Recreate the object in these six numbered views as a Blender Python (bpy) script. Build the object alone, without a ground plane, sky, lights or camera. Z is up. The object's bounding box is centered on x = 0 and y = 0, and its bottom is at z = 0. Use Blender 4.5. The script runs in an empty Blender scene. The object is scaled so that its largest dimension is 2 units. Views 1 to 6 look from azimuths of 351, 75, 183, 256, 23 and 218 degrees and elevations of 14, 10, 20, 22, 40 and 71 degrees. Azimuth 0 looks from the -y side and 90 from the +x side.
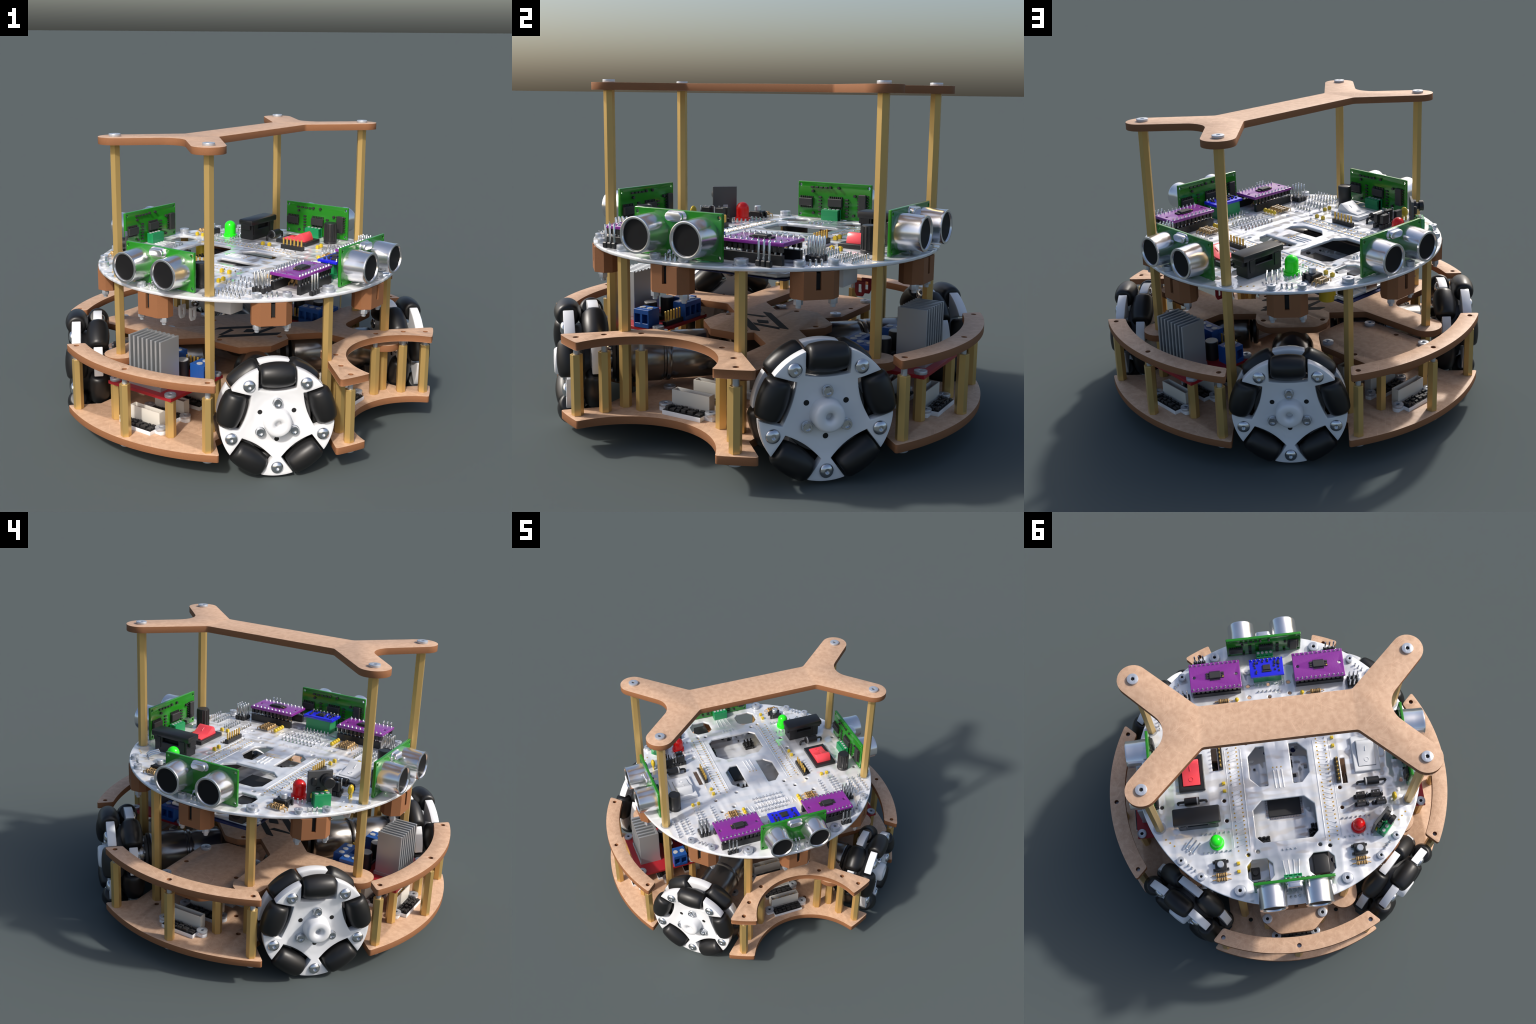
# Four-wheeled omnidirectional robot: fibreboard decks, brass standoffs, omni wheels,
# a round white circuit board full of components and an X-shaped top brace.
# All parts are written in the robot's own frame: x = forward (open front),
# y = left, z up; the whole robot is then turned by -45 degrees.
import bpy, bmesh, math, random
from mathutils import Vector, Matrix
random.seed(7)
S2 = math.sqrt(.5)
COL = bpy.context.scene.collection

# ------------------------------------------------------------------ materials
def new_mat(name):
    m = bpy.data.materials.new(name); m.use_nodes = True
    nt = m.node_tree
    return m, nt, nt.nodes["Principled BSDF"]

def simple(name, col, rough=.5, metal=0., coat=0., spec=.5, bump=0., bscale=300., var=0.):
    m, nt, p = new_mat(name)
    p.inputs["Base Color"].default_value = (*col, 1)
    p.inputs["Roughness"].default_value = rough
    p.inputs["Metallic"].default_value = metal
    p.inputs["Coat Weight"].default_value = coat
    p.inputs["Specular IOR Level"].default_value = spec
    if bump or var:
        tc = nt.nodes.new("ShaderNodeTexCoord")
        n = nt.nodes.new("ShaderNodeTexNoise")
        n.inputs["Scale"].default_value = bscale; n.inputs["Detail"].default_value = 4
        nt.links.new(tc.outputs["Object"], n.inputs["Vector"])
        if bump:
            b = nt.nodes.new("ShaderNodeBump")
            b.inputs["Strength"].default_value = bump; b.inputs["Distance"].default_value = .002
            nt.links.new(n.outputs["Fac"], b.inputs["Height"])
            nt.links.new(b.outputs["Normal"], p.inputs["Normal"])
        if var:
            r = nt.nodes.new("ShaderNodeValToRGB")
            r.color_ramp.elements[0].position = .3; r.color_ramp.elements[1].position = .7
            r.color_ramp.elements[0].color = (*[c*(1-var) for c in col], 1)
            r.color_ramp.elements[1].color = (*[min(1, c*(1+var)) for c in col], 1)
            nt.links.new(n.outputs["Fac"], r.inputs["Fac"])
            nt.links.new(r.outputs["Color"], p.inputs["Base Color"])
    return m

def mdf_face():
    """Fibreboard face: mottled tan with fine pale fibres running every way."""
    m, nt, p = new_mat("fibreboard_face")
    p.inputs["Roughness"].default_value = .55
    p.inputs["Specular IOR Level"].default_value = .35
    tc = nt.nodes.new("ShaderNodeTexCoord")
    def noise(scale, detail, vec):
        n = nt.nodes.new("ShaderNodeTexNoise")
        n.inputs["Scale"].default_value = scale; n.inputs["Detail"].default_value = detail
        nt.links.new(vec, n.inputs["Vector"]); return n.outputs["Fac"]
    def math_(op, a, b):
        n = nt.nodes.new("ShaderNodeMath"); n.operation = op
        for i, v in enumerate((a, b)):
            if isinstance(v, (int, float)): n.inputs[i].default_value = v
            else: nt.links.new(v, n.inputs[i])
        return n.outputs[0]
    fib = None
    for k, ang in enumerate((10, 47, 83, 121, 158)):
        mp = nt.nodes.new("ShaderNodeMapping")
        mp.inputs["Rotation"].default_value = (0, 0, math.radians(ang))
        mp.inputs["Location"].default_value = (k*3.1, k*1.7, 0)
        st = nt.nodes.new("ShaderNodeMapping")
        st.inputs["Scale"].default_value = (9, 240, 9)
        nt.links.new(tc.outputs["Object"], mp.inputs["Vector"])
        nt.links.new(mp.outputs["Vector"], st.inputs["Vector"])
        f = noise(1.0, 1.0, st.outputs["Vector"])
        f = math_("SMOOTH_MIN", math_("MULTIPLY", math_("MAXIMUM", math_("SUBTRACT", f, .66), 0), 9.), 1.)
        fib = f if fib is None else math_("MAXIMUM", fib, f)
    blot = noise(38, 3, tc.outputs["Object"])
    ramp = nt.nodes.new("ShaderNodeValToRGB")
    e = ramp.color_ramp.elements
    e[0].position = .3; e[0].color = (.47, .295, .19, 1)
    e[1].position = .72; e[1].color = (.58, .385, .26, 1)
    nt.links.new(blot, ramp.inputs["Fac"])
    mix = nt.nodes.new("ShaderNodeMix"); mix.data_type = 'RGBA'
    nt.links.new(math_("MULTIPLY", fib, .55), mix.inputs["Factor"])
    nt.links.new(ramp.outputs["Color"], mix.inputs[6])
    mix.inputs[7].default_value = (.72, .47, .32, 1)
    nt.links.new(mix.outputs[2], p.inputs["Base Color"])
    return m

def board_white():
    """White, glossy solder mask; bump drawn to put uneven reflections on a flat board."""
    m, nt, p = new_mat("white_solder_mask")
    p.inputs["Base Color"].default_value = (.80, .81, .83, 1)
    p.inputs["Metallic"].default_value = .32
    p.inputs["Roughness"].default_value = .14
    tc = nt.nodes.new("ShaderNodeTexCoord")
    h = None
    for sc, ang, w in (((5, 17, 1), 0, 1.), ((19, 6, 1), 8, 1.)):
        mp = nt.nodes.new("ShaderNodeMapping")
        mp.inputs["Scale"].default_value = sc
        mp.inputs["Rotation"].default_value = (0, 0, math.radians(ang))
        nt.links.new(tc.outputs["Object"], mp.inputs["Vector"])
        v = nt.nodes.new("ShaderNodeTexVoronoi")
        v.feature = 'SMOOTH_F1'; v.inputs["Scale"].default_value = 1.
        v.inputs["Smoothness"].default_value = .5
        nt.links.new(mp.outputs["Vector"], v.inputs["Vector"])
        if h is None: h = v.outputs["Distance"]
        else:
            a = nt.nodes.new("ShaderNodeMath"); a.operation = 'ADD'
            nt.links.new(h, a.inputs[0]); nt.links.new(v.outputs["Distance"], a.inputs[1]); h = a.outputs[0]
    b = nt.nodes.new("ShaderNodeBump")
    b.inputs["Strength"].default_value = 1.; b.inputs["Distance"].default_value = .011
    nt.links.new(h, b.inputs["Height"]); nt.links.new(b.outputs["Normal"], p.inputs["Normal"])
    return m

M_FACE = mdf_face()
M_EDGE = simple("fibreboard_edge", (.245, .105, .046), .7, bump=.25, bscale=420, var=.1, spec=.25)
M_BRASS = simple("brass", (.61, .415, .15), .36, metal=.6)
M_ZINC = simple("zinc_plated_steel", (.50, .53, .58), .3, metal=.55)
M_STEEL = simple("bright_steel", (.62, .64, .67), .2, metal=.95)
M_SHINE = simple("brushed_aluminium_can", (.80, .80, .82), .22, metal=.95)
M_MOTOR = simple("dark_motor_steel", (.25, .24, .23), .24, metal=.95)
M_HEAT = simple("heatsink_aluminium", (.42, .44, .46), .42, metal=.6)
M_RUBBER = simple("black_rubber", (.009, .009, .0095), .4, spec=.45)
M_WHITEP = simple("white_plastic", (.73, .74, .76), .25)
M_GREYP = simple("dark_grey_plastic", (.07, .07, .072), .4)
M_BLACK = simple("black_plastic", (.013, .013, .014), .4)
M_BLACKG = simple("black_chip_resin", (.022, .022, .023), .5)
M_HOLE = simple("dark_recess", (.006, .006, .006), .8)
M_GREEN = simple("green_solder_mask", (.016, .19, .012), .16, coat=.3)
M_TERMG = simple("green_terminal_plastic", (.012, .25, .085), .35)
M_PURPLE = simple("purple_solder_mask", (.20, .025, .25), .22, coat=.3, bump=.35, bscale=90)
M_BLUE = simple("blue_solder_mask", (.012, .015, .62), .25, coat=.3)
M_TBLUE = simple("blue_terminal_plastic", (.012, .075, .30), .4)
M_RED = simple("red_solder_mask", (.35, .012, .02), .45)
M_REDSW = simple("red_rocker_plastic", (.85, .07, .09), .25)
M_REDTAB = simple("red_tab_plastic", (.33, .012, .02), .4)
M_LEDG = simple("green_lens", (.02, .86, .015), .25)
M_LEDR = simple("red_lens", (.75, .006, .006), .25)
M_CREAM = simple("cream_connector_plastic", (.62, .59, .53), .45)
M_GOLD = simple("gold_plated_pin", (.72, .46, .10), .3, metal=.6)
M_YELLOW = simple("yellow_epoxy", (.62, .44, .02), .35)
M_TAN = simple("resistor_tan", (.46, .29, .11), .4)
M_BAND = simple("resistor_band", (.03, .018, .01), .4)
M_SCREEN = simple("black_mesh_screen", (.009, .009, .010), .55, spec=.15, bump=.3, bscale=900)
M_CAN = simple("grey_can_top", (.42, .43, .44), .4)
M_PCBW = board_white()

# ------------------------------------------------------------------ mesh tools
def fillet(pts, rad, seg=6):
    """Round the corners of a closed polygon. rad: one radius or one per corner."""
    out = []; n = len(pts)
    for i, p in enumerate(pts):
        r = rad[i] if isinstance(rad, (list, tuple)) else rad
        p = Vector(p[:2]); a = Vector(pts[i-1][:2])-p; b = Vector(pts[(i+1) % n][:2])-p
        if r <= 0 or a.length < 1e-6 or b.length < 1e-6: out.append(tuple(p)); continue
        la, lb = a.length, b.length; a /= la; b /= lb
        ang = math.acos(max(-1, min(1, a.dot(b))))
        if ang > math.pi-.05: out.append(tuple(p)); continue
        d = min(r/math.tan(ang/2), la*.49, lb*.49); r = d*math.tan(ang/2)
        c = p+(a+b).normalized()*(r/math.sin(ang/2))
        s = p+a*d-c; e = p+b*d-c
        a0 = math.atan2(s.y, s.x); da = math.atan2(e.y, e.x)-a0
        da = (da+math.pi) % (2*math.pi)-math.pi
        for k in range(seg+1):
            t = a0+da*k/seg; out.append((c.x+r*math.cos(t), c.y+r*math.sin(t)))
    return out

def arc(cx, cy, r, a0, a1, n):
    return [(cx+r*math.cos(math.radians(a0+(a1-a0)*k/n)), cy+r*math.sin(math.radians(a0+(a1-a0)*k/n))) for k in range(n+1)]
def circle(cx, cy, r, n=24): return arc(cx, cy, r, 0, 360, n)[:-1]
def ngon(cx, cy, r, n=6, rot=0): return [(cx+r*math.cos(rot+2*math.pi*k/n), cy+r*math.sin(rot+2*math.pi*k/n)) for k in range(n)]
def rect(x0, x1, y0, y1): return [(x0, y0), (x1, y0), (x1, y1), (x0, y1)]

def plate_bm(outline, holes, z0, z1, bevel=0., bres=1):
    cu = bpy.data.curves.new("tmp", 'CURVE'); cu.dimensions = '2D'; cu.fill_mode = 'BOTH'
    for poly in [outline]+list(holes):
        s = cu.splines.new('POLY'); s.points.add(len(poly)-1); s.use_cyclic_u = True
        for q, p in zip(s.points, poly): q.co = (p[0], p[1], 0, 1)
    cu.extrude = (z1-z0)/2-bevel
    cu.bevel_depth = bevel; cu.bevel_resolution = bres; cu.offset = -bevel
    o = bpy.data.objects.new("tmp", cu); COL.objects.link(o)
    dg = bpy.context.evaluated_depsgraph_get()
    me = bpy.data.meshes.new_from_object(o.evaluated_get(dg))
    bpy.data.objects.remove(o); bpy.data.curves.remove(cu)
    bm = bmesh.new(); bm.from_mesh(me); bpy.data.meshes.remove(me)
    bmesh.ops.remove_doubles(bm, verts=bm.verts, dist=1e-6)
    bmesh.ops.recalc_face_normals(bm, faces=bm.faces)
    bmesh.ops.translate(bm, verts=bm.verts, vec=(0, 0, (z0+z1)/2))
    return bm

class B:
    """Collects primitives into one mesh; each primitive carries a material slot."""
    def __init__(s): s.bm = bmesh.new(); s.mats = []
    def _slot(s, m):
        if m not in s.mats: s.mats.append(m)
        return s.mats.index(m)
    def add(s, bm, mat, M=None, edge=None):
        if M is not None: bmesh.ops.transform(bm, matrix=M, verts=bm.verts)
        i = s._slot(mat)
        for f in bm.faces: f.material_index = i
        if edge is not None:
            j = s._slot(edge)
            for f in bm.faces:
                if abs(f.normal.z) < .5: f.material_index = j
        me = bpy.data.meshes.new("tmp"); bm.to_mesh(me); bm.free()
        s.bm.from_mesh(me); bpy.data.meshes.remove(me)
        return s
    def plate(s, outline, z0, z1, mat, holes=(), bevel=0., M=None, edge=None, bres=1):
        bm = plate_bm(outline, holes, z0, z1, bevel, bres); bm.normal_update()
        return s.add(bm, mat, M, edge)
    def box(s, x0, x1, y0, y1, z0, z1, mat, bevel=0., M=None, seg=1):
        bm = bmesh.new(); bmesh.ops.create_cube(bm, size=1)
        bmesh.ops.scale(bm, vec=(x1-x0, y1-y0, z1-z0), verts=bm.verts)
        bmesh.ops.translate(bm, vec=((x0+x1)/2, (y0+y1)/2, (z0+z1)/2), verts=bm.verts)
        if bevel: bmesh.ops.bevel(bm, geom=bm.edges[:], offset=bevel, segments=seg, affect='EDGES', profile=.5)
        return s.add(bm, mat, M)
    def lathe(s, prof, mat, M=None, seg=28, closed=False):
        """Spin a profile of (radius, height) about z."""
        bm = bmesh.new(); rings = []
        for r, z in prof:
            if r < 1e-7: rings.append([bm.verts.new((0, 0, z))])
            else: rings.append([bm.verts.new((r*math.cos(2*math.pi*k/seg), r*math.sin(2*math.pi*k/seg), z)) for k in range(seg)])
        pairs = list(zip(rings, rings[1:]))
        if closed: pairs.append((rings[-1], rings[0]))
        for a, b in pairs:
            for k in range(seg):
                k2 = (k+1) % seg
                if len(a) == 1 and len(b) == 1: continue
                if len(a) == 1: bm.faces.new((a[0], b[k2], b[k]))
                elif len(b) == 1: bm.faces.new((a[k], a[k2], b[0]))
                else: bm.faces.new((a[k], a[k2], b[k2], b[k]))
        if not closed:
            for rg in (rings[0], rings[-1]):
                if len(rg) > 1: bm.faces.new(rg)
        bmesh.ops.recalc_face_normals(bm, faces=bm.faces)
        return s.add(bm, mat, M)
    def cyl(s, x, y, z0, z1, r, mat, seg=20, bevel=0., M=None):
        T = Matrix.Translation((x, y, 0))
        if M is not None: T = M @ T
        if bevel: prof = [(0, z0), (r-bevel, z0), (r, z0+bevel), (r, z1-bevel), (r-bevel, z1), (0, z1)]
        else: prof = [(0, z0), (r, z0), (r, z1), (0, z1)]
        return s.lathe(prof, mat, T, seg)
    def rod(s, p, q, r, mat, seg=10):
        p, q = Vector(p), Vector(q); d = q-p
        T = Matrix.Translation(p) @ d.to_track_quat('Z', 'Y').to_matrix().to_4x4()
        return s.lathe([(0, 0), (r, 0), (r, d.length), (0, d.length)], mat, T, seg)
    def tube(s, pts, r, mat, seg=8):
        bm = bmesh.new(); rings = []; P = [Vector(p) for p in pts]
        for i, p in enumerate(P):
            d = (P[min(i+1, len(P)-1)]-P[max(i-1, 0)]).normalized()
            Q = d.to_track_quat('Z', 'Y').to_matrix()
            rings.append([bm.verts.new(p+Q @ Vector((r*math.cos(2*math.pi*k/seg), r*math.sin(2*math.pi*k/seg), 0))) for k in range(seg)])
        for a, b in zip(rings, rings[1:]):
            for k in range(seg): bm.faces.new((a[k], a[(k+1) % seg], b[(k+1) % seg], b[k]))
        bm.faces.new(rings[0]); bm.faces.new(rings[-1])
        bmesh.ops.recalc_face_normals(bm, faces=bm.faces)
        return s.add(bm, mat)
    def mesh(s, name, smooth=32):
        me = bpy.data.meshes.new(name); s.bm.to_mesh(me); s.bm.free()
        for m in s.mats: me.materials.append(m)
        if smooth:
            me.polygons.foreach_set("use_smooth", [True]*len(me.polygons))
            me.set_sharp_from_angle(angle=math.radians(smooth))
        return me

def obj(name, me, parent=None, loc=(0, 0, 0), rot=0., M=None, kind=None):
    o = bpy.data.objects.new(name, me); COL.objects.link(o)
    if parent is not None: o.parent = parent
    o.matrix_local = M if M is not None else Matrix.Translation(loc) @ Matrix.Rotation(rot, 4, 'Z')
    if kind: o["kind"] = kind
    return o

def RZ(deg): return Matrix.Rotation(math.radians(deg), 4, 'Z')
def quad(deg, r=0, t=0, z=0):
    """Frame of the side that looks along angle deg: x outward, y along the side."""
    return RZ(deg) @ Matrix.Translation((r, t, z))
AX = Matrix.Rotation(math.radians(90), 4, 'Y')      # z axis -> +x

# ------------------------------------------------------------------ root
root = bpy.data.objects.new("omni_wheel_robot", None); COL.objects.link(root)
root.matrix_world = Matrix.Translation((-.002, .002, 0)) @ RZ(-45)
root["label"] = "round four-wheeled robot with wooden decks, brass posts and circuit board"
root["category"] = "mobile robot"

RO = 1.022                      # deck radius
Z_BASE = (.112, .147)           # bottom deck
Z_RIM = (.453, .488)            # guard arcs
Z_MID = (.389, .424)            # star-shaped middle deck
Z_LOW = (.350, .384)            # rear shelf
Z_PCB = (.820, .837)
Z_TOP = (1.511, 1.546)
BV = .0006

def rim_corner(t, sgn):
    """Point of the rim on the flank of a wheel gap (gap half width t), side angle 45*sgn."""
    r = math.sqrt(RO*RO-t*t)
    return ((r+t)*S2, sgn*(r-t)*S2)

def holes_of(pts, r=.013): return [circle(x, y, r, 16) for x, y in pts]

# standoff positions
RIM_POSTS = {}
for d in (-90, 90, 180):
    RIM_POSTS[d] = [(.983*math.cos(math.radians(d+a)), .983*math.sin(math.radians(d+a))) for a in (-25.8, 0, 25.8)]
FRONT_POSTS = [(.898, .397), (.802, .326), (.701, .206), (.701, -.206), (.802, -.326), (.898, -.397)]
DECK_POSTS = [(sx*a, sy*b) for a, b in ((.702, .295), (.295, .702)) for sx in (1, -1) for sy in (1, -1)]
BRACE_POSTS = [p for p in DECK_POSTS if abs(p[1]) > .5]

# ------------------------------------------------------------------ bottom deck
def bottom_outline():
    pts, rad = [], []
    gap = .277; r_in = .816
    def flank(d, s):            # from rim to inner corner, in side frame d, side s
        c = rim_corner(gap, s); k = .385
        q = ((r_in+gap)*S2, s*(r_in-gap)*S2)
        return [c, q, (.62, s*k)]
    seq = []
    for d in (0, 90, 180, -90):
        R = RZ(d)
        def tr(p): v = R @ Vector((p[0], p[1], 0)); return (v.x, v.y)
        lo = flank(d, -1); hi = flank(d, 1)
        part = [(lo[2], .01), (lo[1], .01), (lo[0], .028)]
        a = math.degrees(math.atan2(lo[0][1], lo[0][0]))
        if d == 0:
            cx, cr = 1.116, .378
            fx = (RO*RO+cx*cx-cr*cr)/(2*cx); fy = math.sqrt(RO*RO-fx*fx)
            ae = math.degrees(math.atan2(fy, fx))
            part += [(p, 0) for p in arc(0, 0, RO, a, -ae, 6)[1:-1]]
            b = math.degrees(math.atan2(fy, fx-cx))
            cut = arc(cx, 0, cr, -b-0, -360+b, 40)
            part += [(cut[0], .022)]+[(p, 0) for p in cut[1:-1]]+[(cut[-1], .022)]
            part += [(p, 0) for p in arc(0, 0, RO, ae, -a, 6)[1:-1]]
        else:
            part += [(p, 0) for p in arc(0, 0, RO, a, -a, 40)[1:-1]]
        part += [(hi[0], .028), (hi[1], .01), (hi[2], .01)]
        k = .385
        part += [((k, k), .09)]
        for p, r in part: pts.append(tr(p)); rad.append(r)
    return fillet(pts, rad, 5)
bolt_pts = [p for l in RIM_POSTS.values() for p in l]+FRONT_POSTS
b = B().plate(bottom_outline(), *Z_BASE, M_FACE, edge=M_EDGE, bevel=BV,
              holes=holes_of([(.603, s*.158) for s in (1, -1)]+[(-.603, s*.158) for s in (1, -1)]+[(-.745, s*.264) for s in (1, -1)]))
obj("bottom_deck", b.mesh("bottom_deck"), root)

# ------------------------------------------------------------------ guard arcs
def guard_outline():
    c = rim_corner(.29, 1); a = math.degrees(math.atan2(c[1], c[0]))
    ri = .932; r2 = math.sqrt(ri*ri-.29*.29); ci = ((r2+.29)*S2, (r2-.29)*S2); ai = math.degrees(math.atan2(ci[1], ci[0]))
    o = arc(0, 0, RO, -a, a, 36); i = arc(0, 0, ri, ai, -ai, 36)
    return fillet(o+i, [.03]+[0]*35+[.03]+[.03]+[0]*35+[.03], 6)
me = B().plate(guard_outline(), *Z_RIM, M_FACE, edge=M_EDGE, bevel=BV,
               holes=holes_of([(.983*math.cos(math.radians(a)), .983*math.sin(math.radians(a))) for a in (-25.8, 0, 25.8)])).mesh("guard_arc")
for d in (-90, 90, 180): obj("guard_arc", me, root, M=RZ(d))

def front_guard():
    c = rim_corner(.29, 1)
    cx, cr = 1.032, .34
    fx = (RO*RO+cx*cx-cr*cr)/(2*cx); fy = math.sqrt(RO*RO-fx*fx)
    b = math.degrees(math.atan2(fy, fx-cx))
    cut = arc(cx, 0, cr, 360-b, b, 44)       # inner curve, from -y to +y
    half = [((.609, 0), 0), ((.609, .203), .01), ((.658, .248), .012), (c, .028)]
    a, ae = math.degrees(math.atan2(c[1], c[0])), math.degrees(math.atan2(fy, fx))
    rim = [(p, 0) for p in arc(0, 0, RO, a, ae, 5)[1:-1]]
    up = half+rim+[((fx, fy), .022)]
    inner = [(p, 0) for p in cut[::-1][1:-1]]
    dn = [((p[0], -p[1]), r) for p, r in up[::-1][:-1]]
    L = up+inner+dn
    return fillet([p for p, r in L], [r for p, r in L], 6)
obj("front_guard", B().plate(front_guard(), *Z_RIM, M_FACE, edge=M_EDGE, bevel=BV, holes=holes_of(FRONT_POSTS)).mesh("front_guard"), root)

# ------------------------------------------------------------------ middle deck (two forked arms, four feet)
def mid_outline():
    hw, w0, w1 = .107, .21, .38; ew = (w1-w0)/2; c = .295
    arm = [((w0+.145, w0), .03)]+[(p, 0) for p in arc(.702, c, ew, -90, 90, 14)]+[((w1, w1), .085)] \
        + [(p, 0) for p in arc(c, .702, ew, 0, 180, 14)]+[((w0, w0+.145), .03)]
    uv = lambda u, v: ((v-u)*S2, (v+u)*S2)      # u toward rear-left wheel, v toward front-left wheel
    pts = []
    turn = lambda d: [((RZ(d) @ Vector((*p, 0))).to_2d()[:], r) for p, r in arm]
    pts += turn(0)                                              # front-left arm (v+)
    pts += [(uv(.107, .2), .004), (uv(.18, .2), 0), (uv(.24, .185), .03), (uv(.296, .13), .05)]
    pts += [(uv(.296, -.13), .05), (uv(.24, -.185), .03), (uv(.18, -.2), 0), (uv(.107, -.2), .004)]
    pts += turn(180)                                            # rear-right arm (v-)
    pts += [(uv(-.107, -.2), .004), (uv(-.182, -.2), .006), (uv(-.29, -.086), .006), ]
    pts += [(uv(-.29, .086), .006), (uv(-.182, .2), .006), (uv(-.107, .2), .004)]
    return fillet([p for p, r in pts], [r for p, r in pts], 6)
b = B().plate(mid_outline(), *Z_MID, M_FACE, edge=M_EDGE, bevel=BV,
              holes=holes_of([(-.031, .253), (-.257, .027), (.213, .012), (-.018, -.227)], .014))
mid = obj("middle_deck", b.mesh("middle_deck"), root)
def uvp(u, v): return ((v-u)*S2, (v+u)*S2)
b = B()
for u0, u1 in ((.030, .064), (-.112, -.074)):
    b.plate(fillet([uvp(u0, -.185), uvp(u0, .15), uvp(u1, .185), uvp(u1, -.15)], .004), .4235, .4252, M_HOLE)
b.plate([uvp(.03, -.09), uvp(.0, -.075), uvp(-.07, -.15), uvp(-.07, -.17)], .4235, .4254, M_HOLE)
b.plate([uvp(.03, .14), uvp(.02, .17), uvp(-.07, .06), uvp(-.07, .02)], .4235, .4256, M_HOLE)
b.plate(fillet([uvp(.01, .0), uvp(.0, .05), uvp(-.045, .03), uvp(-.04, -.03)], .006), .4235, .4258, M_HOLE)
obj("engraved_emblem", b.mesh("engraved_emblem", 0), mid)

# rear shelf
low = [(-.30, .10), (-.42, .2), (-.795, .2), (-.89, .105), (-.89, -.105), (-.795, -.2), (-.42, -.2), (-.30, -.10)]
SHELF_POSTS = [(-.794, .163), (-.794, -.163), (-.429, .161), (-.429, -.161)]
b = B().plate(fillet(low, [.02, .02, .09, .06, .06, .09, .02, .02]), *Z_LOW, M_FACE, edge=M_EDGE, bevel=BV,
              holes=holes_of([(-.616, .16), (-.616, -.16)]))
obj("rear_shelf", b.mesh("rear_shelf"), root)

# top brace
def brace_outline():
    hw = .110; off = .116; q = []
    px, py = .295, .702; r = off*S2
    one = [((hw, .39), .03)]
    one += [(p, 0) for p in arc(px, py, r, -45, 135, 16)]
    # concave saddle between the two arms of one end
    k = .116; rr = .116; cy = py-px+k+0
    lo = (py-px)+off
    cyc = .575+rr
    sad = arc(0, cyc, rr, -45, -135, 14)
    one += [(p, 0) for p in sad]
    mir = [((-p[0], p[1]), rad) for p, rad in reversed(one[:18])]
    end = one+mir
    other = [((-p[0], -p[1]), rad) for p, rad in end]
    L = end+other
    return fillet([p for p, r in L], [r for p, r in L], 6)
obj("top_brace", B().plate(brace_outline(), *Z_TOP, M_FACE, edge=M_EDGE, bevel=BV).mesh("top_brace"), root)

# ------------------------------------------------------------------ standoffs, studs, screws
HR = .0262
def standoff(name, z0, z1):
    return B().plate(ngon(0, 0, HR, 6, math.radians(12)), 0, z1-z0, M_BRASS, bevel=.0015).mesh(name, 20)
m_short = standoff("rim_standoff", .147, .415)
m_mid = standoff("deck_standoff", .147, .389)
m_long = standoff("board_standoff", .424, .820)
m_full = standoff("board_standoff", .147, .820)
m_top = standoff("brace_standoff", .837, 1.511)
m_drv = standoff("driver_standoff", .147, .336)
m_shelf = standoff("shelf_standoff", .147, .350)
m_stud = B().cyl(0, 0, 0, .04, .0128, M_ZINC, 16).mesh("stud")

def screw_mesh(name, r, h, mat=M_ZINC):
    b = B().plate(circle(0, 0, r, 28), 0, h, mat, holes=[ngon(0, 0, r*.36, 6)], bevel=min(.0018, h*.2))
    b.cyl(0, 0, .001, h*.35, r*.39, M_HOLE, 6)
    return b.mesh(name)
s_big = screw_mesh("cap_screw", .0295, .026)
s_top = screw_mesh("cap_screw", .0295, .0135)
s_med = screw_mesh("cap_screw", .0285, .0145)
s_sml = screw_mesh("cap_screw", .0225, .024)
s_bot = B().cyl(0, 0, -.013, .001, .029, M_ZINC, 24, .003).mesh("bolt_head")

for d, L in RIM_POSTS.items():
    for p in L:
        o = obj("rim_standoff", m_short, root, (*p, .147), math.radians(d))
        obj("stud", m_stud, o, (0, 0, .267)); obj("bolt_head", s_bot, o, (0, 0, -.035))
for p in FRONT_POSTS:
    o = obj("rim_standoff", m_short, root, (*p, .147), 0)
    obj("stud", m_stud, o, (0, 0, .267)); obj("bolt_head", s_bot, o, (0, 0, -.035))
for p in DECK_POSTS:
    if p[0]*p[1] > 0:           # these feet carry the middle deck
        o = obj("deck_standoff", m_mid, root, (*p, .147)); obj("bolt_head", s_bot, o, (0, 0, -.035))
        o = obj("board_standoff", m_long, root, (*p, .424))
    else:
        o = obj("board_standoff", m_full, root, (*p, .147)); obj("bolt_head", s_bot, o, (0, 0, -.035))
    if p in BRACE_POSTS:
        o = obj("brace_standoff", m_top, root, (*p, .837))
        obj("cap_screw", s_top, o, (0, 0, .709))
for p in SHELF_POSTS:
    o = obj("shelf_standoff", m_shelf, root, (*p, .147))
    obj("cap_screw", s_med, o, (0, 0, .237)); obj("bolt_head", s_bot, o, (0, 0, -.035))
for sx in (1, -1):
    for sy in (1, -1):
        for a, c in ((.40, .281), (.281, .40)):
            obj("cap_screw", s_med, root, (sx*a, sy*c, .1475))

# ------------------------------------------------------------------ omni wheels
R_ROLL, R_AX, HALF = .0605, .2265, .0815
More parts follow.
